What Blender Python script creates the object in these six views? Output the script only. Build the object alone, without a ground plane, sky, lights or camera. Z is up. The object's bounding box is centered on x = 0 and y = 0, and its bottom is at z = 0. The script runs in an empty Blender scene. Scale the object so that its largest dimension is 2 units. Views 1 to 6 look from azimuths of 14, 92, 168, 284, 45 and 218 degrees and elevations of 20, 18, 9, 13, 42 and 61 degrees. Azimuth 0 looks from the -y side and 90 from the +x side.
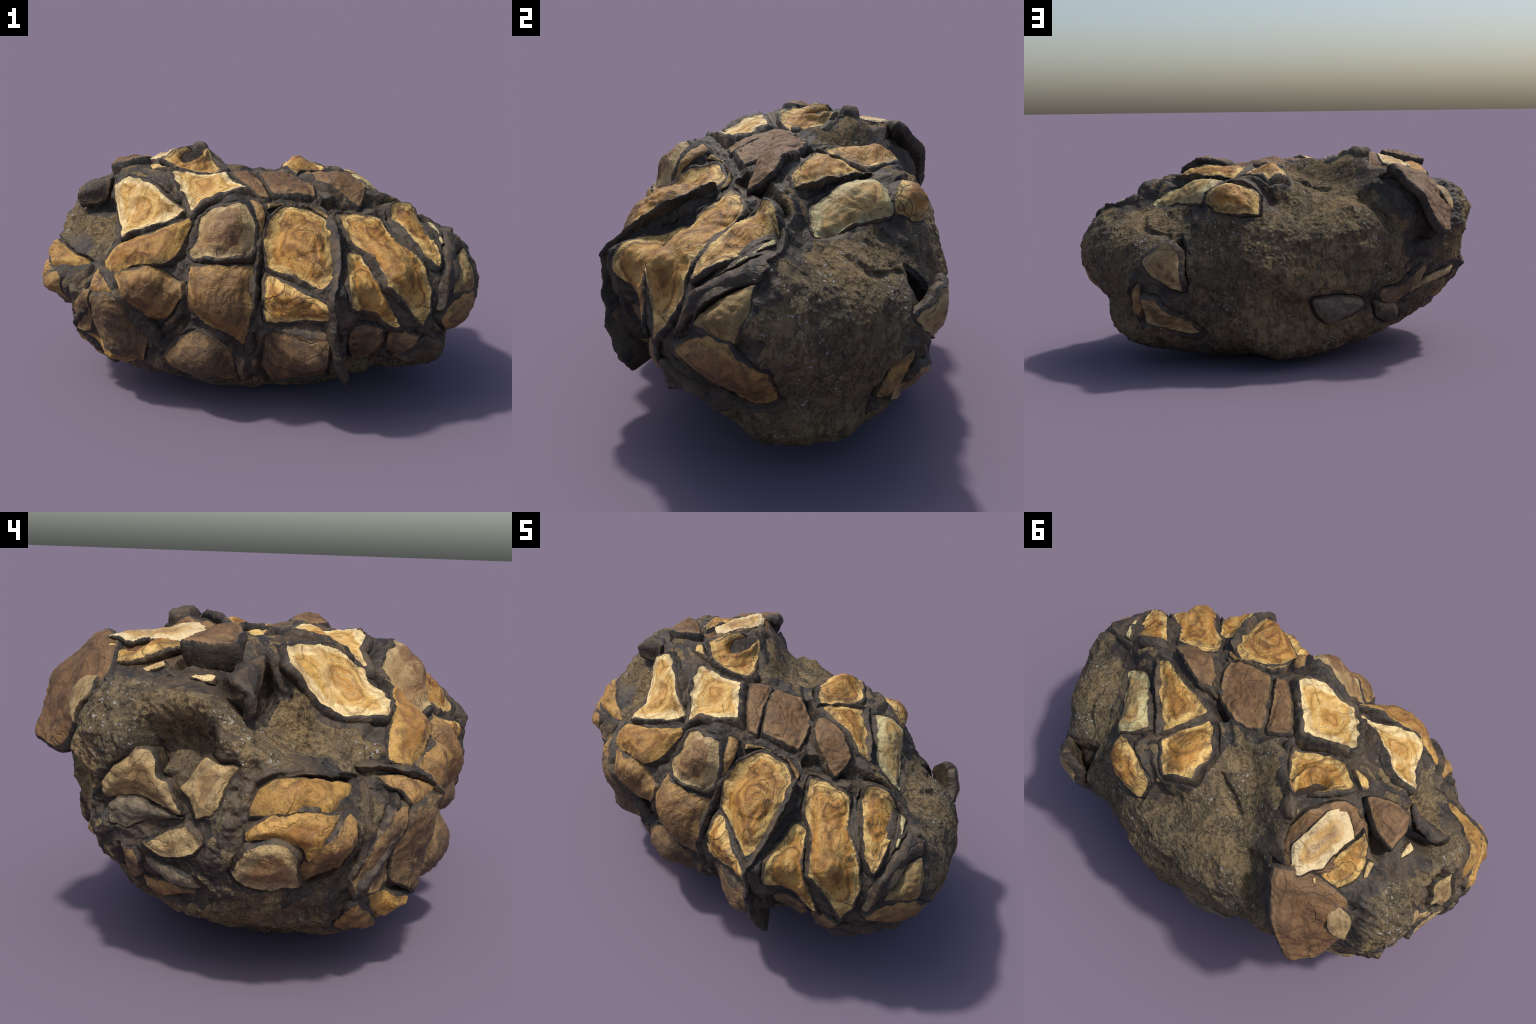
"""Septarian concretion: a lumpy matrix nodule with cracked golden plates set in dark veins."""
import bpy, math, random
import numpy as np
from mathutils import Vector, Matrix
from mathutils.geometry import delaunay_2d_cdt

random.seed(7)
CENTRE = np.array([0.0, 0.0, 0.50])
CM = 0.01

# ----------------------------------------------------------------------------------------------
# noise (vectorised gradient noise)
# ----------------------------------------------------------------------------------------------
_rng = np.random.default_rng(11)
_perm = np.concatenate([_rng.permutation(512)] * 2)
_grad = _rng.normal(size=(512, 3))
_grad /= np.linalg.norm(_grad, axis=1)[:, None]


def noise(p):
    p = np.asarray(p, float)
    i = np.floor(p).astype(int)
    f = p - i
    u = f * f * f * (f * (f * 6 - 15) + 10)
    total = 0
    for dx in (0, 1):
        for dy in (0, 1):
            for dz in (0, 1):
                h = _perm[(_perm[(_perm[(i[:, 0] + dx) & 511] + i[:, 1] + dy) & 511] + i[:, 2] + dz) & 511]
                g = _grad[h]
                d = g[:, 0] * (f[:, 0] - dx) + g[:, 1] * (f[:, 1] - dy) + g[:, 2] * (f[:, 2] - dz)
                w = (u[:, 0] if dx else 1 - u[:, 0]) * (u[:, 1] if dy else 1 - u[:, 1]) * (u[:, 2] if dz else 1 - u[:, 2])
                total = total + d * w
    return total * 1.6


def fbm(p, octaves=4, gain=0.5):
    s, a = 0, 1.0
    for k in range(octaves):
        s = s + a * noise(p * 2.03 ** k + 17.3 * k)
        a *= gain
    return s


def ridged(p, octaves=3):
    s, a = 0, 1.0
    for k in range(octaves):
        s = s + a * (1 - 2 * np.abs(noise(p * 2.1 ** k + 5.7 * k)))
        a *= 0.5
    return s


def smooth(t):
    t = np.clip(t, 0, 1)
    return t * t * (3 - 2 * t)


# ----------------------------------------------------------------------------------------------
# overall nodule: loft through rings round the long axis.  (angle from +x, radii in mm round the ring,
# starting at +y and turning through +z)
# ----------------------------------------------------------------------------------------------
RINGS = [
    (0, [993]),
    (10, [955, 955, 950, 944, 941, 946, 957, 968, 980, 992, 997, 993, 987, 981, 972, 958, 943, 931, 925, 923, 924, 931, 941, 950]),
    (20, [910, 898, 861, 811, 772, 774, 820, 851, 844, 869, 898, 901, 912, 911, 898, 895, 896, 912, 910, 899, 883, 865, 872, 897]),
    (30, [872, 816, 734, 691, 675, 695, 753, 696, 671, 732, 794, 814, 845, 844, 804, 754, 711, 751, 826, 854, 880, 858, 853, 883]),
    (40, [807, 731, 665, 652, 639, 624, 656, 617, 594, 618, 650, 744, 746, 705, 684, 658, 645, 671, 702, 726, 757, 782, 795, 809]),
    (50, [692, 654, 659, 659, 605, 581, 612, 551, 539, 601, 662, 770, 752, 732, 659, 602, 598, 609, 607, 622, 659, 691, 678, 682]),
    (60, [643, 626, 665, 644, 557, 543, 532, 513, 509, 529, 615, 652, 666, 688, 621, 576, 578, 576, 561, 568, 598, 634, 648, 641]),
    (70, [623, 613, 612, 617, 532, 498, 486, 492, 493, 478, 532, 563, 598, 601, 576, 557, 543, 534, 531, 544, 568, 622, 673, 630]),
    (80, [625, 606, 547, 596, 514, 485, 479, 477, 492, 536, 526, 550, 586, 561, 557, 553, 529, 500, 507, 535, 562, 642, 645, 615]),
    (90, [601, 596, 530, 513, 468, 469, 467, 472, 515, 582, 549, 581, 605, 570, 580, 566, 537, 500, 505, 541, 565, 640, 610, 599]),
    (100, [606, 611, 541, 481, 468, 485, 474, 491, 535, 572, 564, 607, 600, 624, 621, 581, 544, 520, 519, 553, 568, 617, 627, 612]),
    (110, [639, 647, 587, 512, 507, 509, 494, 521, 526, 558, 548, 599, 612, 637, 649, 598, 552, 533, 528, 555, 572, 607, 627, 626]),
    (120, [663, 683, 651, 596, 635, 564, 505, 548, 571, 564, 604, 665, 637, 620, 675, 639, 586, 558, 547, 563, 592, 628, 638, 640]),
    (130, [703, 758, 827, 827, 719, 705, 625, 644, 650, 626, 703, 742, 767, 744, 747, 721, 659, 616, 594, 593, 625, 662, 671, 674]),
    (140, [771, 852, 906, 856, 793, 762, 749, 719, 690, 681, 728, 787, 840, 808, 829, 787, 721, 689, 667, 639, 668, 709, 725, 741]),
    (150, [855, 904, 945, 931, 862, 835, 829, 831, 773, 724, 738, 805, 867, 878, 898, 839, 785, 757, 746, 735, 752, 778, 804, 824]),
    (160, [933, 941, 983, 1000, 978, 960, 940, 910, 849, 853, 917, 983, 1015, 970, 924, 904, 877, 855, 844, 844, 853, 868, 891, 918]),
    (170, [934, 931, 934, 937, 933, 927, 932, 946, 957, 968, 985, 1002, 1012, 1011, 1001, 988, 974, 962, 953, 947, 945, 944, 943, 939]),
    (180, [978]),
]
N_AROUND = 24
RING_ANGLE = np.array([r[0] for r in RINGS], float)
RING_TABLE = np.array([r[1] * N_AROUND if len(r[1]) == 1 else r[1] for r in RINGS], float) / 1000


def _cubic(a, b, c, d, t):
    return b + 0.5 * t * (c - a + t * (2 * a - 5 * b + 4 * c - d + t * (3 * (b - c) + d - a)))


def ring_radius(d):
    """distance of the lofted surface from the centre in unit directions d (n, 3)"""
    step = RING_ANGLE[1] - RING_ANGLE[0]
    th = np.degrees(np.arccos(np.clip(d[:, 0], -1, 1))) / step
    ph = (np.arctan2(d[:, 2], d[:, 1]) / (2 * math.pi) * N_AROUND) % N_AROUND
    i, j = np.minimum(th.astype(int), len(RINGS) - 2), np.floor(ph).astype(int)
    ft, fp = th - i, ph - j
    rows = []
    for k in (-1, 0, 1, 2):
        r = i + k
        turn = np.where((r < 0) | (r > len(RINGS) - 1), N_AROUND // 2, 0)
        r = np.where(r < 0, -r, np.where(r > len(RINGS) - 1, 2 * (len(RINGS) - 1) - r, r))
        q = [RING_TABLE[r, (j + turn + m) % N_AROUND] for m in (-1, 0, 1, 2)]
        rows.append(_cubic(*q, fp))
    return _cubic(*rows, ft)


# lumps and dints of the nodule: x, y, z and radius in cm, height in mm
LUMPS = [
    (-87, -16, 69, 6.5, 40), (-78, -11, 84, 6.5, -40), (86, -1, 74, 6.5, 33), (-61, 55, 75, 6.5, 40), (8, 57, 26, 6.5, -29), (8, 51, 12, 6.5, 31),
    (-43, 54, 77, 6.5, -33), (-92, 8, 72, 6.5, -21), (-65, -4, 95, 6.5, 25), (89, -7, 26, 6.5, -22), (5, 60, 41, 6.5, 24), (92, -20, 64, 6.5, 21),
    (78, -32, 65, 6.5, -23), (63, -40, 65, 6.5, 24), (79, -5, 15, 6.5, 23), (69, 47, 53, 6.5, 22), (-38, -55, 40, 6.5, -25), (-54, -52, 30, 6.5, 24),
    (54, -50, 64, 6.5, -21), (41, -58, 60, 6.5, 28), (-36, 20, 100, 6.5, 25), (-75, -21, 74, 6.5, -18), (-14, -58, 59, 6.5, 19), (-15, -59, 44, 6.5, -22),
    (-89, 33, 73, 6.5, 18), (-28, 52, 74, 6.5, 20), (-76, 47, 76, 6.5, -21), (-87, -10, 73, 6.5, 16), (-79, -2, 88, 6.5, -20), (32, 45, 86, 6.5, 18),
    (0, 55, 26, 6.5, -17), (-23, -51, 69, 6.5, -16), (-39, -54, 69, 6.5, 17), (30, 52, 72, 6.5, -15), (-7, 51, 14, 6.5, 16), (-29, -53, 30, 6.5, 15),
    (51, -53, 44, 6.5, -14), (39, -54, 30, 6.5, 16), (70, 46, 34, 6.5, 14), (56, 53, 45, 6.5, -17), (69, -19, 76, 6.5, 14), (-68, 50, 58, 6.5, -14),
    (-90, 23, 43, 6.5, 13), (79, 39, 54, 6.5, -16), (91, -19, 35, 6.5, -11), (-56, 33, 95, 6.5, -15), (-79, -31, 66, 6.5, -15), (-61, 51, 86, 6.5, 16),
    (30, 33, 91, 6.5, -13), (-71, -12, 90, 6.5, 13), (7, 44, 84, 6.5, -13), (8, 33, 93, 6.5, 17), (27, -52, 66, 6.5, -13), (-94, -26, 60, 6.5, 12),
    (95, -4, 39, 6.5, 12), (-94, 22, 67, 6.5, -11), (-67, 26, 91, 6.5, 13), (-34, 8, 99, 9.5, -10), (-84, -36, 35, 6.5, -11), (-18, -57, 55, 6.5, 10),
    (38, -52, 71, 6.5, 12), (-2, 39, 3, 6.5, -15), (45, -41, 74, 6.5, -10), (79, -33, 34, 6.5, 14), (80, 16, 15, 6.5, 9), (60, -41, 66, 6.5, 9),
    (-15, -58, 28, 6.5, 10), (-22, -58, 41, 6.5, -9), (-95, 10, 48, 6.5, -8), (-27, 30, 92, 6.5, -12), (-92, 4, 62, 6.5, 7), (-95, -8, 63, 6.5, -9),
    (-36, 20, 100, 6.5, 11), (-65, -47, 29, 6.5, -9), (34, -42, 79, 6.5, 9), (87, 10, 29, 6.5, -12), (80, 13, 70, 6.5, 10), (51, -49, 68, 6.5, -9),
    (-26, -29, 90, 6.5, -8), (-33, -19, 96, 6.5, 10), (-1, -60, 56, 6.5, 9), (-10, 56, 24, 6.5, -9), (-3, -33, 94, 6.5, 9), (88, -26, 62, 6.5, 7),
    (75, 2, 79, 9.5, -5), (64, 47, 57, 6.5, 8), (-43, -56, 41, 6.5, -9), (-44, -58, 57, 6.5, 10), (39, 43, 83, 6.5, 7), (1, -59, 43, 6.5, -9),
]


def nodule_radius(d):
    """distance of the nodule's surface, lumps included, from its centre"""
    r = ring_radius(d)
    p = CENTRE + d * r[:, None]
    for x, y, z, size, height in LUMPS:
        q = p - np.array([x, y, z]) * CM
        q = (q * q).sum(1) / (2 * (size * CM) ** 2)
        near = q < 9
        r[near] += 0.001 * height * np.exp(-q[near])
    return r


# ----------------------------------------------------------------------------------------------
# materials
# ----------------------------------------------------------------------------------------------
class Nodes:
    def __init__(self, name, offset=(0, 0, 0)):
        self.m = bpy.data.materials.new(name)
        self.m.use_nodes = True
        self.t = self.m.node_tree
        self.t.nodes.clear()
        co = self.new("ShaderNodeTexCoord").outputs["Object"]
        mp = self.new("ShaderNodeMapping")
        mp.inputs["Location"].default_value = offset
        self.link(co, mp.inputs["Vector"])
        self.local, self.co = co, mp.outputs["Vector"]

    def new(self, kind):
        return self.t.nodes.new(kind)

    def link(self, a, b):
        self.t.links.new(a, b)

    def put(self, socket, v):
        if isinstance(v, bpy.types.NodeSocket):
            self.link(v, socket)
        else:
            socket.default_value = v

    def math(self, op, a, b=0.0, c=None, clamp=False):
        n = self.new("ShaderNodeMath")
        n.operation, n.use_clamp = op, clamp
        self.put(n.inputs[0], a)
        self.put(n.inputs[1], b)
        if c is not None:
            self.put(n.inputs[2], c)
        return n.outputs[0]

    def noise(self, scale, detail=3, rough=0.55, distort=0.0, vector=None, lac=2.0):
        n = self.new("ShaderNodeTexNoise")
        self.link(vector or self.co, n.inputs["Vector"])
        n.inputs["Scale"].default_value, n.inputs["Detail"].default_value = scale, detail
        n.inputs["Roughness"].default_value, n.inputs["Distortion"].default_value = rough, distort
        n.inputs["Lacunarity"].default_value = lac
        return n.outputs[0]

    def stretch(self, scale):
        mp = self.new("ShaderNodeMapping")
        mp.inputs["Scale"].default_value = scale
        self.link(self.co, mp.inputs["Vector"])
        return mp.outputs["Vector"]

    def wavy(self, scale, amount):
        """the texture coordinate, shaken by a noise"""
        q = self.new("ShaderNodeTexNoise")
        self.link(self.co, q.inputs["Vector"])
        q.inputs["Scale"].default_value = scale
        v = self.new("ShaderNodeVectorMath")
        v.operation = "MULTIPLY_ADD"
        self.link(q.outputs["Color"], v.inputs[0])
        v.inputs[1].default_value = (amount,) * 3
        self.link(self.co, v.inputs[2])
        return v.outputs[0]

    def voronoi(self, scale, feature="F1", vector=None):
        n = self.new("ShaderNodeTexVoronoi")
        n.feature = feature
        self.link(vector or self.co, n.inputs["Vector"])
        n.inputs["Scale"].default_value = scale
        return n.outputs["Distance"]

    def step(self, v, lo, hi):
        n = self.new("ShaderNodeMapRange")
        n.interpolation_type = "SMOOTHSTEP"
        self.put(n.inputs[0], v)
        n.inputs[1].default_value, n.inputs[2].default_value = lo, hi
        return n.outputs[0]

    def mix(self, f, a, b, mode="MIX"):
        n = self.new("ShaderNodeMix")
        n.data_type, n.blend_type = "RGBA", mode
        self.put(n.inputs[0], f)
        for s, v in ((n.inputs[6], a), (n.inputs[7], b)):
            self.put(s, v if isinstance(v, bpy.types.NodeSocket) else (*v, 1.0))
        return n.outputs[2]

    def finish(self, colour, rough, bump=None, bump_strength=0.3, bump_distance=0.01, spec=0.3):
        b = self.new("ShaderNodeBsdfPrincipled")
        self.put(b.inputs["Base Color"], colour)
        self.put(b.inputs["Roughness"], rough)
        b.inputs["Specular IOR Level"].default_value = spec
        if bump is not None:
            n = self.new("ShaderNodeBump")
            n.inputs["Strength"].default_value, n.inputs["Distance"].default_value = bump_strength, bump_distance
            self.link(bump, n.inputs["Height"])
            self.link(n.outputs["Normal"], b.inputs["Normal"])
        o = self.new("ShaderNodeOutputMaterial")
        self.link(b.outputs[0], o.inputs[0])
        return self.m


VEIN_DARK, VEIN_MID, VEIN_WARM = (0.021, 0.0175, 0.0145), (0.058, 0.044, 0.031), (0.125, 0.080, 0.040)


def vein_material(name="dark_vein", offset=(0, 0, 0), warm=0.35):
    n = Nodes(name, offset)
    a = n.noise(11, 5, 0.65, 0.8)
    b = n.noise(42, 4, 0.65, 0.5)
    c = n.mix(n.step(a, 0.40, 0.62), VEIN_DARK, VEIN_MID)
    c = n.mix(n.math("MULTIPLY", n.step(b, 0.50, 0.70), 0.25 + 0.6 * warm), c, VEIN_WARM)
    c = n.mix(n.math("MULTIPLY", n.step(n.noise(5, 4, 0.6, 0.6), 0.48, 0.66), warm), c, VEIN_WARM)
    c = n.mix(n.math("MULTIPLY", n.step(n.noise(17, 3, 0.6, 0.4), 0.63, 0.72), 0.7 * warm), c, (0.26, 0.165, 0.070))
    h = n.math("ADD", n.noise(70, 4, 0.7), n.math("MULTIPLY", n.noise(20, 4, 0.6, 0.5), 1.8))
    return n.finish(c, 0.62, h, 0.6, 0.007, 0.35)


def rock_material():
    n = Nodes("weathered_matrix")
    big, mid, fine = n.noise(3.2, 4, 0.6, 0.3), n.noise(13, 5, 0.65, 0.6), n.noise(75, 4, 0.7)
    fibre = n.noise(34, 4, 0.65, 1.5, vector=n.stretch((1, 1, 0.45)))
    c = n.mix(n.step(big, 0.38, 0.62), (0.100, 0.079, 0.051), (0.215, 0.148, 0.073))
    c = n.mix(n.math("MULTIPLY", n.step(mid, 0.48, 0.66), 0.55), c, (0.28, 0.203, 0.108))
    c = n.mix(n.math("MULTIPLY", n.step(fibre, 0.48, 0.62), 0.55), c, (0.046, 0.039, 0.030))
    c = n.mix(n.math("MULTIPLY", n.step(n.noise(20, 5, 0.7, 0.3), 0.54, 0.64), 0.65), c, (0.038, 0.032, 0.026))
    c = n.mix(n.math("MULTIPLY", n.step(fine, 0.45, 0.72), 0.5), c, (0.25, 0.187, 0.108))
    c = n.mix(n.math("MULTIPLY", n.step(n.noise(80, 2, 0.5), 0.62, 0.68), n.step(n.noise(5, 2), 0.50, 0.60)), c, (0.34, 0.33, 0.31))
    h = n.math("ADD", n.math("MULTIPLY", n.noise(26, 5, 0.7, 0.5), 1.8), n.math("MULTIPLY", n.noise(90, 4, 0.75), 1.0))
    h = n.math("SUBTRACT", h, n.math("MULTIPLY", n.step(fibre, 0.50, 0.66), 0.5))
    return n.finish(c, 0.9, h, 0.95, 0.010, 0.2)


# pale edge band, main field, core, stain; band width (m), core distance (m), how strong the contour lines are
STYLE = {
    "golden": dict(edge=(0.62, 0.41, 0.135), field=(0.40, 0.190, 0.034), core=(0.27, 0.122, 0.023), stain=(0.120, 0.055, 0.016), band=0.016, deep=0.06, lines=0.7, dirt_edge=0.6),
    "ochre": dict(edge=(0.47, 0.27, 0.070), field=(0.31, 0.148, 0.034), core=(0.21, 0.098, 0.025), stain=(0.105, 0.052, 0.019), band=0.022, deep=0.07, lines=0.3, dirt_edge=0.55),
    "pale": dict(edge=(0.74, 0.57, 0.28), field=(0.56, 0.335, 0.085), core=(0.42, 0.205, 0.042), stain=(0.26, 0.125, 0.030), band=0.020, deep=0.07, lines=0.35, dirt_edge=0.3),
    "pale_core": dict(edge=(0.62, 0.49, 0.27), field=(0.48, 0.29, 0.090), core=(0.21, 0.135, 0.085), stain=(0.25, 0.135, 0.050), band=0.024, deep=0.055, lines=0.3, dirt_edge=0.3),
    "ivory": dict(edge=(0.47, 0.41, 0.20), field=(0.46, 0.28, 0.085), core=(0.36, 0.185, 0.050), stain=(0.21, 0.115, 0.042), band=0.022, deep=0.06, lines=0.5, dirt_edge=0.4),
    "brown": dict(edge=(0.36, 0.205, 0.065), field=(0.21, 0.108, 0.036), core=(0.150, 0.078, 0.029), stain=(0.075, 0.044, 0.022), band=0.018, deep=0.06, lines=0.25, dirt_edge=0.6),
    "umber": dict(edge=(0.25, 0.15, 0.060), field=(0.135, 0.078, 0.036), core=(0.100, 0.060, 0.031), stain=(0.050, 0.034, 0.022), band=0.014, deep=0.06, lines=0.2, dirt_edge=0.6),
    "cocoa": dict(edge=(0.21, 0.118, 0.048), field=(0.155, 0.080, 0.032), core=(0.140, 0.070, 0.028), stain=(0.070, 0.040, 0.022), band=0.010, deep=0.08, lines=0.45, dirt_edge=0.4),
    "rimmed_brown": dict(edge=(0.42, 0.30, 0.135), field=(0.22, 0.115, 0.042), core=(0.165, 0.086, 0.036), stain=(0.090, 0.052, 0.028), band=0.018, deep=0.05, lines=0.25, dirt_edge=0.4),
    "end_golden": dict(edge=(0.33, 0.225, 0.085), field=(0.28, 0.160, 0.050), core=(0.21, 0.115, 0.036), stain=(0.10, 0.060, 0.028), band=0.02, deep=0.08, lines=0.45, dirt_edge=0.45),
    "tan": dict(edge=(0.42, 0.29, 0.125), field=(0.26, 0.160, 0.062), core=(0.135, 0.083, 0.042), stain=(0.075, 0.050, 0.030), band=0.022, deep=0.06, lines=0.25, dirt_edge=0.5),
    "dark": dict(edge=(0.115, 0.075, 0.042), field=(0.050, 0.039, 0.029), core=(0.038, 0.030, 0.024), stain=(0.022, 0.018, 0.015), band=0.008, deep=0.05, lines=0.1, dirt_edge=0.5),
    "grey": dict(edge=(0.19, 0.145, 0.09), field=(0.12, 0.098, 0.068), core=(0.09, 0.075, 0.055), stain=(0.042, 0.035, 0.028), band=0.015, deep=0.06, lines=0.1, dirt_edge=0.55),
}


def face_material(style, edges, offset, rim):
    """zoned plate face: the distance to the plate's straight sides (local x, y) drives the colour bands"""
    s = STYLE[style]
    n = Nodes("plate_" + style, offset)
    dist = None
    for (nx, ny, d) in edges:
        v = n.new("ShaderNodeVectorMath")
        v.operation = "DOT_PRODUCT"
        n.link(n.local, v.inputs[0])
        v.inputs[1].default_value = (nx, ny, 0)
        e = n.math("SUBTRACT", v.outputs["Value"], d)
        dist = e if dist is None else n.math("SMOOTH_MIN", dist, e, 0.03)
    wob = n.math("SUBTRACT", n.noise(12, 5, 0.62, 0.6), 0.5)
    dist = n.math("SUBTRACT", n.math("MULTIPLY_ADD", wob, 0.075, dist), rim)
    swirl = n.noise(4.2, 3, 0.45, 0.9)
    stain, dirt_edge = s["stain"], s["dirt_edge"]
    col = n.mix(n.step(dist, s["band"] * 0.7, s["band"] * 1.4), s["edge"], s["field"])
    col = n.mix(n.math("MULTIPLY", n.step(dist, s["deep"] * 0.7, s["deep"] * 1.2), 0.85), col, s["core"])
    # growth bands: soft brown and pale zones with a thin dark line on each
    phase = n.math("MULTIPLY_ADD", swirl, 7.5, n.math("MULTIPLY", dist, 28.0))
    bands = n.math("FRACT", phase)
    soft = n.math("MULTIPLY_ADD", n.math("SINE", n.math("MULTIPLY", phase, 3.1416)), 0.5, 0.5)
    col = n.mix(n.math("MULTIPLY", n.step(soft, 0.55, 1.0), 0.30 + 0.40 * s["lines"]), col, stain)
    col = n.mix(n.math("MULTIPLY", n.math("SUBTRACT", 1.0, n.step(soft, 0.0, 0.4)), 0.32), col, s["edge"])
    # fibrous streaks and blotches
    streak = n.noise(38, 4, 0.65, 1.6, vector=n.stretch((1, 0.4, 1)))
    col = n.mix(n.math("MULTIPLY", n.step(streak, 0.52, 0.72), 0.3), col, s["edge"])
    col = n.mix(n.math("MULTIPLY", n.math("SUBTRACT", 1.0, n.step(streak, 0.30, 0.48)), 0.55), col, stain)
    col = n.mix(n.math("MULTIPLY", n.step(n.noise(10, 5, 0.68, 0.6), 0.49, 0.68), dirt_edge), col, stain)
    col = n.mix(n.math("MULTIPLY", n.step(n.noise(5, 3, 0.5), 0.53, 0.68), dirt_edge * 0.7), col, stain)
    col = n.mix(n.math("MULTIPLY", n.step(n.noise(5.5, 5, 0.6, 0.8), 0.54, 0.66), 0.4), col, s["edge"])
    edge_dark = n.math("MULTIPLY", n.step(n.noise(16, 4, 0.7, 0.4), 0.50, 0.62), n.math("SUBTRACT", 1.0, n.step(dist, 0.0, 0.045)))  # patchy darkening that grows towards the plate's edge
    col = n.mix(n.math("MULTIPLY", edge_dark, dirt_edge), col, (0.050, 0.036, 0.024))
    line = n.math("SUBTRACT", 1.0, n.step(n.math("ABSOLUTE", n.math("SUBTRACT", bands, 0.5)), 0.0, 0.11))
    line = n.math("MULTIPLY", line, n.step(n.noise(6, 2, 0.5), 0.42, 0.56))
    col = n.mix(n.math("MULTIPLY", line, s["lines"]), col, (0.060, 0.034, 0.016))
    crack = n.voronoi(8, "DISTANCE_TO_EDGE", n.wavy(18, 0.03))
    crack = n.math("MULTIPLY", n.math("SUBTRACT", 1.0, n.step(crack, 0.0, 0.03)), n.step(n.noise(4.5, 2), 0.57, 0.64))
    col = n.mix(n.math("MULTIPLY", crack, min(1, s["lines"] * 1.1)), col, (0.030, 0.021, 0.015))
    grain = n.noise(150, 3, 0.7)
    col = n.mix(n.math("MULTIPLY", n.step(grain, 0.40, 0.70), 0.35), col, stain)
    h = n.math("ADD", n.math("MULTIPLY", n.noise(22, 5, 0.65, 0.5), 1.8), n.math("MULTIPLY", grain, 0.5))
    h = n.math("MULTIPLY_ADD", streak, 0.8, h)
    h = n.math("SUBTRACT", h, n.math("MULTIPLY", line, 0.6))
    h = n.math("SUBTRACT", h, n.math("MULTIPLY", crack, 1.0))
    return n.finish(col, 0.6, h, 0.55, 0.007, 0.32)


VEIN = vein_material()
ROCK = rock_material()
BROWN_RIND = vein_material("brown_rind", (5.0, 2.0, 1.0), 0.95)
RIND = [vein_material("vein_rind", (3.1 * k, 1.7 * k, 0.9 * k), 0.25 + 0.2 * k) for k in range(3)]

# ----------------------------------------------------------------------------------------------
# object helpers
# ----------------------------------------------------------------------------------------------
ROOT = bpy.data.objects.new("septarian_concretion", None)
bpy.context.collection.objects.link(ROOT)
ROOT["label"] = "lumpy oval rock with cracked golden plates in dark veins"
ROOT["category"] = "rock"


def mesh_object(name, verts, faces, material, parent, normals=None):
    me = bpy.data.meshes.new(name)
    me.from_pydata(verts, [], faces)
    me.materials.append(material)
    me.polygons.foreach_set("use_smooth", np.ones(len(me.polygons), bool))
    if normals is not None:
        me.normals_split_custom_set_from_vertices(normals)
    ob = bpy.data.objects.new(name, me)
    bpy.context.collection.objects.link(ob)
    ob.parent = parent
    return ob


def vertex_normals(v, faces):
    nrm = np.zeros_like(v)
    f = np.array(faces)
    fn = np.cross(v[f[:, 1]] - v[f[:, 0]], v[f[:, 2]] - v[f[:, 0]])
    for k in range(f.shape[1]):
        np.add.at(nrm, f[:, k], fn)
    return nrm / np.maximum(np.linalg.norm(nrm, axis=1), 1e-12)[:, None]


def polygon_distance(p, poly):
    """signed distance of points p (n, 2) to a closed polygon, positive inside"""
    best = np.full(len(p), 1e9)
    inside = np.zeros(len(p), bool)
    for a, b in zip(poly, np.roll(poly, -1, 0)):
        e, w = b - a, p - a
        t = np.clip((w @ e) / max(e @ e, 1e-12), 0, 1)
        q = w - t[:, None] * e
        best = np.minimum(best, (q * q).sum(1))
        c = ((a[1] > p[:, 1]) != (b[1] > p[:, 1]))
        x = a[0] + (p[:, 1] - a[1]) * e[0] / (e[1] if abs(e[1]) > 1e-9 else 1e-9)
        inside ^= c & (p[:, 0] < x)
    d = np.sqrt(best)
    return np.where(inside, d, -d)


def mean_value_weights(p, poly):
    d = poly[None] - p[:, None]
    r = np.maximum(np.linalg.norm(d, axis=2), 1e-5)
    nx = np.roll(d, -1, 1)
    ang = np.arctan2(d[..., 0] * nx[..., 1] - d[..., 1] * nx[..., 0], (d * nx).sum(2))
    t = np.tan(np.clip(ang / 2, -1.5, 1.5))
    w = (t + np.roll(t, 1, 1)) / r
    return w / w.sum(1)[:, None]


def round_outline(poly, spacing, wobble, seed):
    """corner cutting, even resampling and a little irregularity"""
    q = poly * (1 + 0.008 / np.sqrt((poly ** 2).sum(1).mean()))
    for cut in (0.10, 0.22):
        nxt = np.roll(q, -1, 0)
        q = np.stack([q * (1 - cut) + nxt * cut, q * cut + nxt * (1 - cut)], 1).reshape(-1, 2)
    closed = np.vstack([q, q[:1]])
    s = np.concatenate([[0], np.cumsum(np.linalg.norm(np.diff(closed, axis=0), axis=1))])
    k = max(12, int(s[-1] / spacing))
    u = np.linspace(0, s[-1], k, endpoint=False)
    o = np.stack([np.interp(u, s, closed[:, 0]), np.interp(u, s, closed[:, 1])], 1)
    z = np.full((len(o), 1), seed * 1.37)
    o = o + wobble * np.stack([fbm(np.hstack([o * 22, z]), 3), fbm(np.hstack([o * 22, z + 50]), 3)], 1)
    return o


# ----------------------------------------------------------------------------------------------
# plates
# ----------------------------------------------------------------------------------------------
PLATES = []


def plate(style, corners, dome=1.0, rim=1.0, lift=0.0, wall=7.0, conform=True, crest=None, knobs=()):
    """a cracked plate.  corners in cm on the nodule; dome, rim width, lift and wall depth in cm;
    knobs are bosses on its face: (place in cm, radius, height)"""
    PLATES.append(dict(style=style, knobs=knobs, corners=np.array(corners, float) * CM, dome=0.65 * dome * CM, rim=(0.9 * rim + 0.2) * CM, lift=lift * CM, wall=wall * CM, conform=conform,
                       crest=(0.45 * rim if crest is None else crest) * CM))


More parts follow.
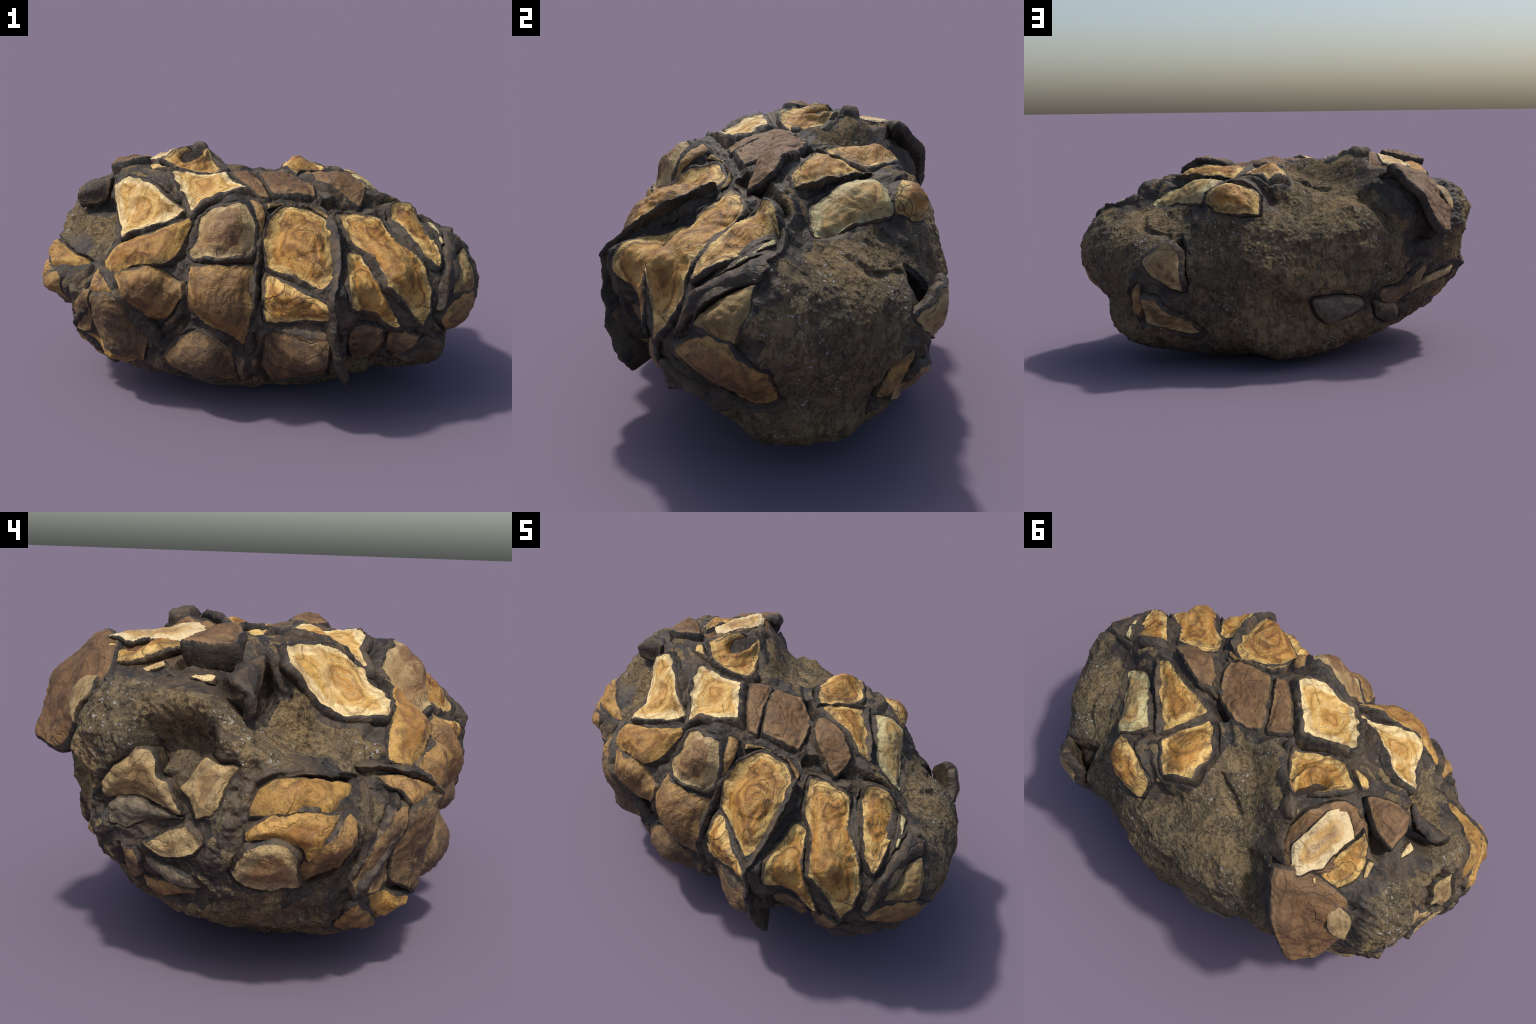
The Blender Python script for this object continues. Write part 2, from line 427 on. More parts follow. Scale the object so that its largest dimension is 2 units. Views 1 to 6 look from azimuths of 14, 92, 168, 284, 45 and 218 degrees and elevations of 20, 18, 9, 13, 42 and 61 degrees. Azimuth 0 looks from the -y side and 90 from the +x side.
plate('ochre', [(-60, -45, 66), (-56, -44, 72), (-50, -44, 76), (-40, -44, 80), (-30, -41, 84), (-24, -36, 86), (-22, -38, 83), (-24, -44, 78), (-26, -50, 73), (-30, -54, 70), (-40, -54, 69), (-47, -54, 67), (-56, -52, 63)], dome=1.5, rim=0.4, wall=9)  # front brown swell
plate('brown', [(-53, -54, 62), (-45, -56, 66), (-36, -55, 69), (-31, -54, 67), (-26, -54, 64), (-22, -56, 62), (-21, -59, 57), (-26, -56, 49), (-31, -52, 43), (-38, -53, 42), (-43, -58, 50), (-49, -59, 58)], dome=3, rim=0.5, knobs=[((-34, -56, 63), 4.5, 1.6)])  # front left swell
plate('umber', [(-64, -54, 53), (-55, -57, 55), (-50, -59, 54), (-46, -58, 50), (-42, -55, 44), (-37, -52, 37), (-39, -52, 33), (-43, -48, 20), (-50, -51, 23), (-55, -53, 26), (-64, -48, 31), (-67, -48, 39)], dome=-1.0, rim=0.6)  # front left basin
plate('brown', [(-65, -49, 58), (-65, -41, 62), (-59, -51, 61), (-52, -58, 58), (-55, -57, 56), (-64, -53, 54), (-65, -52, 55)], dome=1, rim=0.4)  # front left chip
plate('ochre', [(-76, -40, 27), (-71, -44, 28), (-64, -47, 27), (-57, -52, 25), (-48, -49, 21), (-48, -46, 18), (-56, -43, 16), (-66, -42, 21), (-71, -43, 27)], dome=0.5, rim=0.4)  # under strip
plate('umber', [(-81, -38, 37), (-70, -47, 53), (-65, -52, 54), (-67, -47, 39), (-68, -46, 32), (-72, -44, 30), (-77, -42, 31), (-79, -40, 30)], dome=0.6, rim=0.8, lift=0.5)  # left slab
plate('rimmed_brown', [(-20, -36, 87), (-14, -35, 91), (-4, -37, 94), (3, -35, 94), (8, -40, 87), (9, -45, 75), (7, -47, 72), (-6, -52, 72), (-20, -48, 70), (-23, -45, 73), (-20, -42, 81)], dome=2, rim=2.4, knobs=[((-7, -45, 81), 7, 1.2)])  # nut plate
plate('brown', [(-20, -50, 68), (-6, -53, 71), (8, -48, 70), (10, -56, 60), (8, -57, 45), (4, -53, 34), (0, -57, 41), (-11, -57, 45), (-18, -58, 50), (-18, -59, 61)], dome=3, rim=0.8)  # brown swell
plate('golden', [(11, -33, 88), (15, -24, 90), (27, -20, 88), (36, -25, 85), (41, -36, 79), (44, -51, 72), (42, -57, 68), (38, -57, 64), (26, -51, 66), (13, -47, 70), (10, -43, 80)], dome=2.5, rim=1.8, knobs=[((26, -40, 79), 9, 2.4), ((37, -50, 75), 6, 1.5)])  # golden plate
plate('golden', [(12, -48, 68), (26, -52, 65), (38, -58, 63), (44, -61, 60), (44, -60, 52), (32, -57, 50), (14, -57, 47), (13, -55, 60)], dome=2.5, rim=1.5, knobs=[((22, -53, 62), 5, 1.8), ((31, -55, 61), 5, 1.6)])  # heart plate
plate('golden', [(38, -18, 85), (44, -14, 85), (57, -11, 83), (66, -22, 77), (74, -25, 73), (81, -29, 62), (82, -34, 52), (79, -39, 44), (75, -41, 50), (68, -43, 60), (62, -44, 64), (55, -34, 73), (46, -30, 77)], dome=1.5, rim=1.5, knobs=[((69, -38, 66), 6, 2.0), ((70, -28, 74), 5.5, 1.5), ((53, -20, 80), 6, 1.2)])  # swirl plate
plate('golden', [(46, -33, 75), (53, -33, 73), (60, -43, 66), (64, -45, 60), (68, -44, 54), (72, -43, 44), (66, -45, 46), (59, -48, 54), (51, -57, 57), (49, -55, 68)], dome=2, rim=1.2, knobs=[((53, -46, 64), 4.5, 1.4)])  # narrow plate
plate('golden', [(60, -6, 89), (66, -2, 88), (71, 0, 84), (73, 0, 79), (81, -13, 74), (84, -26, 67), (81, -27, 68), (75, -24, 73), (65, -15, 79), (60, -10, 82)], dome=-0.3, rim=1.2)  # upright plate
plate('end_golden', [(90, -26, 56), (90, -20, 62), (91, -12, 68), (93, -7, 70), (97, -8, 62), (98, -12, 53), (95, -18, 53)], dome=1, rim=0.6)  # end plate
plate('dark', [(85, -5, 77), (90, -4, 76), (93, -6, 71), (90, -12, 69), (89, -20, 64), (89, -27, 57), (88, -32, 52), (86, -28, 62), (86, -20, 69), (84, -11, 74)], dome=0.3, rim=0.3)  # end dark slab
plate('brown', [(85, -32, 46), (95, -21, 53), (99, -14, 52), (100, -10, 48), (98, -2, 43), (88, 1, 29), (87, -6, 27), (88, -17, 33), (87, -26, 40)], dome=2.5, rim=0.8)  # end lower plate
plate('umber', [(-32, -53, 26), (-23, -56, 37), (-15, -57, 42), (-5, -58, 38), (-1, -55, 32), (0, -43, 13), (-11, -48, 14), (-24, -45, 14), (-31, -52, 21)], dome=3, rim=1)  # low swell
plate('umber', [(14, -55, 41), (25, -57, 44), (41, -59, 45), (43, -59, 41), (36, -25, 11), (23, -35, 12), (12, -36, 10), (10, -46, 21)], dome=3, rim=1.2)  # low swell
plate('umber', [(50, -52, 46), (57, -47, 47), (64, -45, 44), (63, -40, 35), (56, -33, 25), (49, -37, 25), (49, -48, 37)], dome=3, rim=1)  # low swell
plate('pale', [(-66, -15, 91), (-58, -11, 95), (-45, -20, 96), (-35, -27, 91), (-26, -30, 87), (-27, -32, 86), (-37, -38, 82), (-44, -42, 79), (-53, -43, 75), (-60, -26, 77), (-64, -20, 86)], dome=-1.2, rim=1.6, knobs=[((-51, -22, 90), 5, 1), ((-47, -31, 84), 4.5, 0.8)])  # pale blade
plate('pale', [(3, -22, 93), (-11, -32, 94), (-18, -30, 91), (-23, -35, 85), (-35, -22, 96), (-41, -13, 98), (-39, -8, 97), (-29, -6, 95), (-18, -2, 96), (-7, -13, 96)], dome=-0.8, rim=3.0)  # pale quad
plate('cocoa', [(9, -20, 93), (4, -22, 93), (-6, -13, 96), (-15, -2, 97), (-11, 2, 97), (-6, 4, 97), (0, -7, 97)], dome=0.5, rim=0.8)  # brown strip
plate('cocoa', [(28, -14, 91), (19, -17, 93), (10, -19, 93), (1, -6, 97), (-5, 4, 96), (1, 7, 96), (8, 8, 97), (20, 2, 95), (25, -6, 95)], dome=0.6, rim=0.8)  # brown flat
plate('cocoa', [(48, -3, 93), (47, -12, 87), (33, -8, 94), (26, -3, 95), (23, 3, 96), (28, 5, 96), (37, 3, 97)], dome=0.8, rim=0.5, lift=2)  # brown block
plate('golden', [(25, 32, 91), (22, 23, 93), (15, 13, 95), (9, 16, 95), (3, 23, 92), (2, 37, 89), (13, 43, 87), (16, 42, 91)], dome=0.5, rim=2, knobs=[((12, 30, 95), 6, 0.8)])  # cluster plate
plate('golden', [(53, 4, 90), (46, 2, 93), (36, 7, 96), (24, 9, 96), (16, 11, 95), (20, 19, 94), (26, 30, 91), (37, 20, 91)], dome=1, rim=1.2)  # cluster plate
plate('ivory', [(55, 10, 86), (43, 19, 89), (33, 30, 90), (38, 36, 88), (43, 38, 84), (45, 38, 79), (55, 24, 79), (62, 17, 76), (65, 11, 77), (62, 10, 81)], dome=2, rim=0.8)  # cluster face
plate('golden', [(42, 39, 85), (35, 40, 89), (26, 44, 89), (19, 47, 85), (19, 49, 78), (20, 51, 74), (30, 51, 75), (39, 47, 76), (43, 41, 80)], dome=2.5, rim=0.8)  # cluster face
plate('golden', [(-19, 3, 96), (-23, 1, 94), (-32, -3, 95), (-39, -4, 97), (-44, -1, 98), (-50, 3, 99), (-44, 14, 102), (-33, 21, 101), (-27, 16, 97)], lift=0.9, dome=-0.4, rim=1.4, knobs=[((-32, 8, 97), 6, 0.8)])  # swirl top
plate('golden', [(-40, -4, 97), (-44, -5, 98), (-52, -4, 97), (-53, -1, 98), (-51, 1, 99), (-45, -2, 98)], dome=0.3, rim=0.8)  # top sliver
plate('cocoa', [(-41, 31, 97), (-42, 24, 102), (-46, 16, 102), (-50, 10, 101), (-57, 8, 99), (-63, 11, 96), (-67, 17, 93), (-71, 23, 90), (-72, 30, 89), (-68, 37, 89), (-61, 42, 91), (-54, 45, 95), (-49, 43, 95), (-43, 37, 95)], dome=0, rim=0.8, lift=-1.8)  # round boss
plate('pale_core', [(-45, 35, 96), (-46, 29, 97), (-47, 24, 99), (-48, 18, 101), (-51, 12, 100), (-54, 13, 99), (-58, 15, 97), (-61, 18, 95), (-59, 26, 94), (-59, 34, 93), (-57, 37, 94), (-55, 42, 95), (-52, 43, 95)], dome=0.3, rim=0.5, lift=0.6, wall=4)  # round plate upper
plate('golden', [(-62, 18, 95), (-62, 13, 96), (-66, 17, 94), (-70, 23, 91), (-70, 30, 90), (-66, 37, 89), (-60, 40, 92), (-58, 39, 93), (-60, 34, 92), (-60, 26, 94)], dome=0.6, rim=0.4, lift=0.8, wall=4)  # round plate lower
plate('cocoa', [(-56, 4, 103), (-60, 1, 103), (-66, -2, 100), (-72, -2, 98), (-74, 4, 97), (-74, 13, 96), (-66, 11, 99)], dome=0.8, rim=0.4, wall=9, conform=False)  # spotted brown
plate('pale', [(-76, 3, 88), (-79, 4, 87), (-78, 10, 88), (-79, 16, 86), (-77, 15, 87), (-77, 10, 88), (-76, 8, 88)], dome=0, rim=0.2)  # pale sliver
plate('pale', [(-70, 20, 91), (-72, 19, 90), (-73, 23, 88), (-72, 25, 89)], dome=0, rim=0.1)  # pale sliver
plate('cocoa', [(-46, 46, 96), (-48, 50, 94), (-57, 60, 84), (-64, 62, 72), (-68, 62, 67), (-74, 51, 64), (-78, 43, 74), (-73, 36, 87), (-60, 38, 94)], dome=1.2, rim=0.3, wall=4, lift=0.8, conform=False)  # flange
plate('tan', [(-69, 43, 85), (-71, 39, 85), (-76, 39, 83), (-78, 40, 80), (-78, 43, 76), (-79, 43, 73), (-75, 45, 74), (-72, 46, 79)], lift=1.2, dome=-0.3, rim=0.2)  # oval shell
plate('ochre', [(-97, -15, 59), (-95, -16, 63), (-94, -19, 65), (-91, -24, 66), (-82, -31, 64), (-70, -37, 62), (-78, -37, 59), (-87, -36, 58), (-93, -34, 57), (-95, -30, 58), (-98, -24, 58), (-98, -17, 57), (-98, -15, 57)], dome=2.5, rim=0.5, lift=-0.5)  # lobe upper
plate('ochre', [(-100, -14, 52), (-99, -16, 54), (-98, -22, 57), (-97, -29, 58), (-93, -35, 56), (-90, -37, 56), (-93, -36, 53), (-95, -33, 47), (-96, -29, 44), (-98, -28, 48), (-99, -23, 50), (-100, -17, 50), (-100, -14, 49)], dome=2, rim=0.3, lift=-0.5)  # lobe lower
plate('rimmed_brown', [(-100, -11, 43), (-100, -14, 48), (-99, -20, 50), (-98, -24, 49), (-97, -27, 46), (-95, -26, 42), (-89, -26, 35), (-93, -19, 34), (-97, -11, 37), (-99, -10, 40)], dome=-1, rim=0.8, knobs=[((-98, -19, 43), 7, 1.2)])  # lobe pit
plate('brown', [(-87, -38, 56), (-85, -40, 53), (-85, -40, 47), (-83, -37, 39), (-85, -30, 35), (-87, -27, 34), (-92, -27, 39), (-95, -30, 44), (-96, -34, 50), (-93, -37, 53)], dome=1.5, rim=0.4, lift=-0.5)  # lobe side
plate('tan', [(-89, 30, 55), (-89, 30, 59), (-91, 26, 63), (-92, 22, 66), (-93, 19, 69), (-92, 16, 69), (-92, 14, 66), (-92, 13, 62), (-93, 10, 62), (-94, 8, 58), (-95, 6, 53), (-93, 9, 53), (-92, 14, 55), (-91, 20, 56), (-89, 28, 54)], dome=1.2, rim=0.3, lift=1)  # left shell
plate('tan', [(-94, 6, 60), (-93, 3, 64), (-91, 2, 66), (-91, 0, 68), (-93, -4, 67), (-94, -9, 67), (-94, -7, 64), (-95, -6, 62), (-97, -5, 58), (-98, -3, 55), (-97, 1, 54), (-95, 3, 58)], dome=1.2, rim=0.3, lift=0.5)  # left chip
plate('grey', [(-90, 28, 53), (-91, 25, 55), (-91, 20, 56), (-92, 14, 54), (-95, 6, 52), (-92, 12, 50), (-92, 18, 49), (-92, 22, 47), (-90, 28, 47)], dome=1.2, rim=0.5)  # left grey
plate('grey', [(-91, 18, 38), (-92, 14, 38), (-94, 4, 36), (-92, 0, 32), (-90, 11, 32), (-89, 16, 34)], dome=1, rim=0.4)  # left ledge
plate('umber', [(-90, 26, 41), (-91, 21, 40), (-90, 19, 37), (-86, 20, 32), (-72, 27, 26), (-80, 27, 32), (-89, 25, 40)], dome=0.6, rim=0.5)  # left ledge
plate('brown', [(-82, 21, 30), (-88, 13, 31), (-92, 3, 31), (-91, 2, 30), (-84, 9, 26), (-78, 17, 24)], dome=0.6, rim=0.4)  # left ledge
plate('brown', [(-66, -31, 17), (-78, -37, 26), (-78, -40, 29), (-65, -43, 21), (-59, -43, 16), (-59, -39, 14), (-60, -33, 14)], dome=0.8, rim=0.6, lift=1)  # left ledge
plate('rimmed_brown', [(-93, 17, 44), (-93, 15, 45), (-93, 10, 48), (-96, 4, 51), (-98, 0, 48), (-98, -1, 46), (-97, 2, 43), (-95, 6, 41), (-93, 11, 40), (-93, 14, 42)], dome=-0.4, rim=0.8)  # left pit plate
plate('tan', [(74, 44, 54), (66, 52, 62), (61, 54, 64), (58, 54, 61), (57, 55, 55), (56, 53, 40), (63, 52, 43), (70, 48, 48)], dome=-0.6, rim=0.8, wall=3.5, lift=0)  # back shell
plate('tan', [(75, 46, 37), (69, 50, 38), (62, 49, 32), (53, 46, 26), (47, 43, 19), (51, 41, 17), (63, 41, 22), (71, 37, 24), (73, 40, 30)], dome=-0.8, rim=1)  # back low shell
plate('grey', [(-4, 58, 35), (-15, 58, 36), (-28, 54, 34), (-30, 52, 30), (-22, 53, 26), (-12, 54, 22), (-6, 55, 28)], dome=1, rim=0.5, lift=2)  # back wedge
plate('umber', [(-40, 51, 37), (-49, 49, 38), (-55, 49, 43), (-61, 48, 48), (-63, 47, 45), (-59, 46, 39), (-54, 45, 34), (-49, 45, 30), (-42, 47, 30), (-39, 50, 33)], dome=0.8, rim=0.5, lift=2)  # back slab
plate('tan', [(-58, 45, 36), (-66, 43, 41), (-78, 38, 44), (-81, 36, 45), (-78, 36, 40), (-68, 41, 37), (-60, 43, 34), (-57, 42, 31)], dome=0.5, rim=0.4, lift=1)  # back slab
plate('grey', [(-36, 49, 29), (-39, 49, 30), (-49, 45, 29), (-53, 35, 19), (-46, 37, 17), (-39, 45, 22)], dome=1, rim=0.5, lift=1)  # back slab
plate('brown', [(76, 32, 28), (79, 37, 39), (76, 44, 44), (76, 45, 41), (74, 41, 31), (74, 36, 27)], dome=1, rim=0.6)  # right low plate
plate('brown', [(3, -32, 94), (8, -29, 92), (11, -42, 80), (10, -45, 73), (8, -40, 87)], dome=0.5, rim=0.3)  # nut flank
plate('ivory', [(76, -2, 80), (79, -2, 79), (84, -11, 74), (83, -13, 74), (80, -8, 76)], dome=0.2, rim=0.2)  # pale chip
plate('golden', [(10, -27, 91), (15, -23, 91), (28, -19, 89), (34, -20, 86), (35, -23, 85), (27, -20, 89), (15, -24, 90), (11, -29, 89)], dome=0.3, rim=0.2)  # golden ledge
plate('dark', [(-69, -12, 94), (-75, -6, 92), (-83, -5, 89), (-86, -12, 85), (-85, -12, 79), (-73, -10, 82)], dome=0, rim=0.4, wall=2.5, conform=False)  # dark ledge
plate('dark', [(87, -25, 30), (82, -34, 30), (74, -36, 26), (66, -36, 28), (70, -39, 35), (80, -37, 39)], dome=0.6, rim=0.4, wall=5, conform=False)  # hanging rib
plate('umber', [(65, -44, 44), (72, -42, 42), (78, -39, 40), (75, -37, 34), (69, -35, 30), (64, -38, 32)], dome=1, rim=0.5)  # low end plate

GRID = 0.0065


def frame_of(c):
    o = c.mean(0)
    n = sum(np.cross(a - o, b - o) for a, b in zip(c, np.roll(c, -1, 0)))
    n /= np.linalg.norm(n)
    flip = n @ (o - CENTRE) < 0
    if flip:
        n = -n
    ex = np.cross([0, 0, 1.0], n)
    ex /= np.linalg.norm(ex)
    return o, ex, np.cross(n, ex), n, flip


def nodule_height(p, o, ex, ey, n):
    """height of the nodule's surface over a plate's plane"""
    z = np.zeros(len(p))
    for _ in range(12):
        w = o + p[:, :1] * ex + p[:, 1:] * ey + z[:, None] * n - CENTRE
        r = np.linalg.norm(w, axis=1)
        d = w / r[:, None]
        z = z + 0.7 * (nodule_radius(d) - r) / np.maximum(d @ n, 0.45)
    return z


def convex_sides(poly, most=7):
    pts = sorted(map(tuple, poly))

    def half(seq):
        h = []
        for p in seq:
            while len(h) > 1 and (h[-1][0] - h[-2][0]) * (p[1] - h[-2][1]) - (h[-1][1] - h[-2][1]) * (p[0] - h[-2][0]) <= 0:
                h.pop()
            h.append(p)
        return h[:-1]

    hull = half(pts) + half(pts[::-1])
    while len(hull) > most:
        areas = [abs((a[0] - b[0]) * (c[1] - b[1]) - (a[1] - b[1]) * (c[0] - b[0])) for a, b, c in zip(hull[-1:] + hull[:-1], hull, hull[1:] + hull[:1])]
        hull.pop(areas.index(min(areas)))
    out = []
    for a, b in zip(hull, hull[1:] + hull[:1]):
        ex, ey = b[0] - a[0], b[1] - a[1]
        l = math.hypot(ex, ey)
        nx, ny = -ey / l, ex / l
        out.append((nx, ny, nx * a[0] + ny * a[1]))
    return out


def build_plate(k, q):
    o, ex, ey, n, flip = frame_of(q["corners"])
    rel = q["corners"] - o
    poly = np.stack([rel @ ex, rel @ ey], 1)
    cz = rel @ n
    if (poly[:, 0] * np.roll(poly[:, 1], -1) - poly[:, 1] * np.roll(poly[:, 0], -1)).sum() < 0:
        poly, cz = poly[::-1].copy(), cz[::-1].copy()
    outline = round_outline(poly, GRID, 0.0045, k)
    q.update(o=o, ex=ex, ey=ey, n=n, outline=outline, reach=np.abs(poly).max() * 1.5 + 0.1)
    lo, hi = outline.min(0), outline.max(0)
    gx, gy = np.meshgrid(np.arange(lo[0], hi[0], GRID), np.arange(lo[1], hi[1], GRID * 0.87))
    gx[::2] += GRID / 2
    g = np.stack([gx.ravel(), gy.ravel()], 1)
    g += _rng.uniform(-1, 1, g.shape) * GRID * 0.2
    g = g[polygon_distance(g, outline) > GRID * 0.6]
    m = len(outline)
    pts = np.vstack([outline, g])
    res = delaunay_2d_cdt([Vector(p) for p in pts], [(i, (i + 1) % m) for i in range(m)], [], 1, 1e-7)
    p = np.array([tuple(v) for v in res[0]])
    tris = [tuple(f) for f in res[2]]
    border = [i for i, src in enumerate(res[3]) if any(s < m for s in src)]
    d = np.maximum(polygon_distance(p, outline), 0)
    d[border] = 0
    zc = np.zeros(len(poly))
    if q["conform"]:
        base = nodule_height(p, o, ex, ey, n)
        zc = nodule_height(poly, o, ex, ey, n)
    else:
        base = np.zeros(len(p))
    z = base + mean_value_weights(p, poly) @ (cz - zc) + q["lift"]
    seed = np.array([[k * 3.7, k * 1.9, k * 2.3]])
    w3 = np.hstack([p, np.zeros((len(p), 1))]) + seed
    lump = fbm(w3 * 9, 3)
    rimw = q["rim"] * (1 + 0.35 * fbm(w3 * 16 + 9, 2))
    dmax = max(d.max(), 1e-3)
    inner = smooth((d - q["rim"] * 0.7) / (0.45 * dmax))
    fold = ridged(w3 * 7 + 3, 2)
    layers = 4.5 * fbm(w3 * 5 + 20, 2) + 16 * d
    layers = np.floor(layers) + smooth((layers - np.floor(layers)) * 3.5)
    z += q["dome"] * (inner - 0.55) - 0.006 + (0.009 * lump + 0.004 * fold) * smooth(d / 0.03) + 0.0025 * fbm(w3 * 40, 3)
    z += 0.0045 * (layers - layers.mean())
    for place, radius, height in q["knobs"]:
        c = np.array(place) * CM - o
        far = np.hypot(p[:, 0] - c @ ex, p[:, 1] - c @ ey) * (1 + 0.22 * fbm(w3 * 14 + 60, 2))
        z += height * CM * np.sqrt(np.clip(1 - (far / (radius * CM)) ** 2, 0, 1)) * smooth((d - rimw) / 0.012)
    ridge = np.exp(-((d - 0.45 * rimw) / (0.5 * rimw + 0.003)) ** 2)
    z += (q["crest"] + 0.006) * ridge * (0.7 + 0.6 * fbm(w3 * 20 + 5, 2))
    z -= 0.012 * (1 - np.clip(d / 0.012, 0, 1)) ** 2
    # side wall
    v = np.hstack([p, z[:, None]])
    ring = sorted(border, key=lambda i: 0)
    loop = []
    nxt = {}
    for t in tris:
        for a, b in zip(t, t[1:] + t[:1]):
            nxt[(a, b)] = True
    follow = {a: b for (a, b) in nxt if (b, a) not in nxt}
    start = next(iter(follow))
    loop = [start]
    while len(loop) <= len(follow):
        b = follow[loop[-1]]
        if b == start:
            break
        loop.append(b)
    L = len(loop)
    rings, prev = [v], loop
    count = len(v)
    walls = []
    mid = v[loop][:, :2].mean(0)
    area = 0.5 * abs((poly[:, 0] * np.roll(poly[:, 1], -1) - poly[:, 1] * np.roll(poly[:, 0], -1)).sum())
    depth = min(q["wall"], 0.02 + 0.35 * math.sqrt(area)) if q["wall"] < 0.075 and q["conform"] else q["wall"]
    inward = (o - CENTRE) / np.linalg.norm(o - CENTRE)
    inward = np.array([inward @ ex, inward @ ey, inward @ n]) if q["conform"] else np.array([0, 0, 1.0])
    for step in range(1, 6):
        f = step / 5
        w = v[loop].copy()
        w -= depth * f * inward
        w[:, :2] = w[:, :2] + (w[:, :2] - mid - depth * f * inward[:2]) * (0.03 * math.sin(f * 2.5) - 0.10 * f * f)
        w += 0.003 * np.stack([fbm(w * 30 + s, 2) for s in (0, 31, 77)], 1)
        rings.append(w)
        cur = list(range(count, count + L))
        for i in range(L):
            walls.append((prev[i], cur[i], cur[(i + 1) % L], prev[(i + 1) % L]))
        prev, count = cur, count + L
    walls = [(a, b, c) for a, b, c, e in walls] + [(a, c, e) for a, b, c, e in walls]
    v = np.vstack([*rings, [v[loop].mean(0) - depth * inward]])
    bottom = [(prev[i], count, prev[(i + 1) % L]) for i in range(L)]
    # cut the triangles along the inner edge of the rind
    s, cutv, extra, face, rind = d - rimw, {}, [], [], []

    def cut(a, b):
        key = (min(a, b), max(a, b))
        if key not in cutv:
            f = s[a] / (s[a] - s[b])
            cutv[key] = len(v) + len(extra)
            extra.append(v[a] + (v[b] - v[a]) * f)
        return cutv[key]

    for t in tris:
        pos = [s[i] > 0 for i in t]
        if all(pos):
            face.append(t)
        elif not any(pos):
            rind.append(t)
        else:
            i = pos.index(True) if sum(pos) == 1 else pos.index(False)
            a, b, c = t[i], t[(i + 1) % 3], t[(i + 2) % 3]
            ab, ac = cut(a, b), cut(a, c)
            one, two = (face, rind) if sum(pos) == 1 else (rind, face)
            one.append((a, ab, ac))
            two += [(ab, b, c), (ab, c, ac)]
    v = np.vstack([v, extra]) if extra else v
    face, rind = np.array(face), np.array(rind + walls + bottom)
    nrm = vertex_normals(v, np.vstack([face, rind]) if len(face) else rind)
    M = Matrix.Translation(Vector(o)) @ Matrix((ex, ey, n)).transposed().to_4x4()

    def part(name, fs, mat, parent):
        used, inv = np.unique(fs, return_inverse=True)
        return mesh_object(name, v[used].tolist(), inv.reshape(-1, 3).tolist(), mat, parent, nrm[used].tolist())

    mat = face_material(q["style"], convex_sides(poly), (k * 1.3, k * 0.7, k * 2.1), q["rim"])
    a = part("plate", face, mat, ROOT)
    a.matrix_world = M
    part("rind", rind, BROWN_RIND if q["style"] in ("cocoa", "brown", "umber", "ochre", "tan") and (k % 3 or q["style"] == "tan") else RIND[k % 3], a)


for k, q in enumerate(PLATES):
    build_plate(k, q)

# ----------------------------------------------------------------------------------------------
# hollows: (kind, points in cm, radius cm, depth cm)
# ----------------------------------------------------------------------------------------------
HOLLOWS = [
    ('channel', [(35, -14, 88), (43, -11, 89), (52, -7, 90), (61, -4, 88), (68, 0, 86)], 4, 6),
    ('hole', [(-22, -32, 91)], 4, 8),
    ('gap', [(-20, -57, 62), (-20, -57, 47), (-33, -52, 32)], 3, 3.5),
    ('gap', [(8, -36, 89), (9, -43, 82), (9, -45, 75), (10, -49, 67), (11, -55, 60), (7, -53, 33)], 3, 4),
    ('gap', [(19, 5, 95), (12, 9, 96), (22, 5, 95)], 3.5, 8),
    ('hollow', [(-43, 50, 83), (-37, 47, 81), (-47, 54, 68)], 7, 6),
    ('hollow', [(60, -16, 18), (52, -25, 18)], 13, 7),
    ('hollow', [(-12, 18, 94), (-22, 25, 93)], 9, 4),
    ('hollow', [(-78, -20, 76), (-76, -12, 80)], 15, 9),
    ('pit', [(-89, 4, 72), (-90, 10, 73), (-91, 14, 72)], 8, 9),
    ('slot', [(72, 29, 67), (67, 34, 65), (61, 40, 64)], 2, 2),
    ('slot', [(-3, 28, 88), (-10, 30, 85), (-18, 34, 84)], 2, 3),
    ('slot', [(-63, 8, 97), (-68, 13, 94), (-72, 15, 90)], 2.5, 8),
]


def along(points, spacing):
    p = np.array(points, float)
    if len(p) == 1:
        return p
    out = []
    for a, b in zip(p, p[1:]):
        k = max(1, int(np.linalg.norm(b - a) / spacing))
        out += [a + (b - a) * i / k for i in range(k)]
    return np.array(out + [p[-1]])


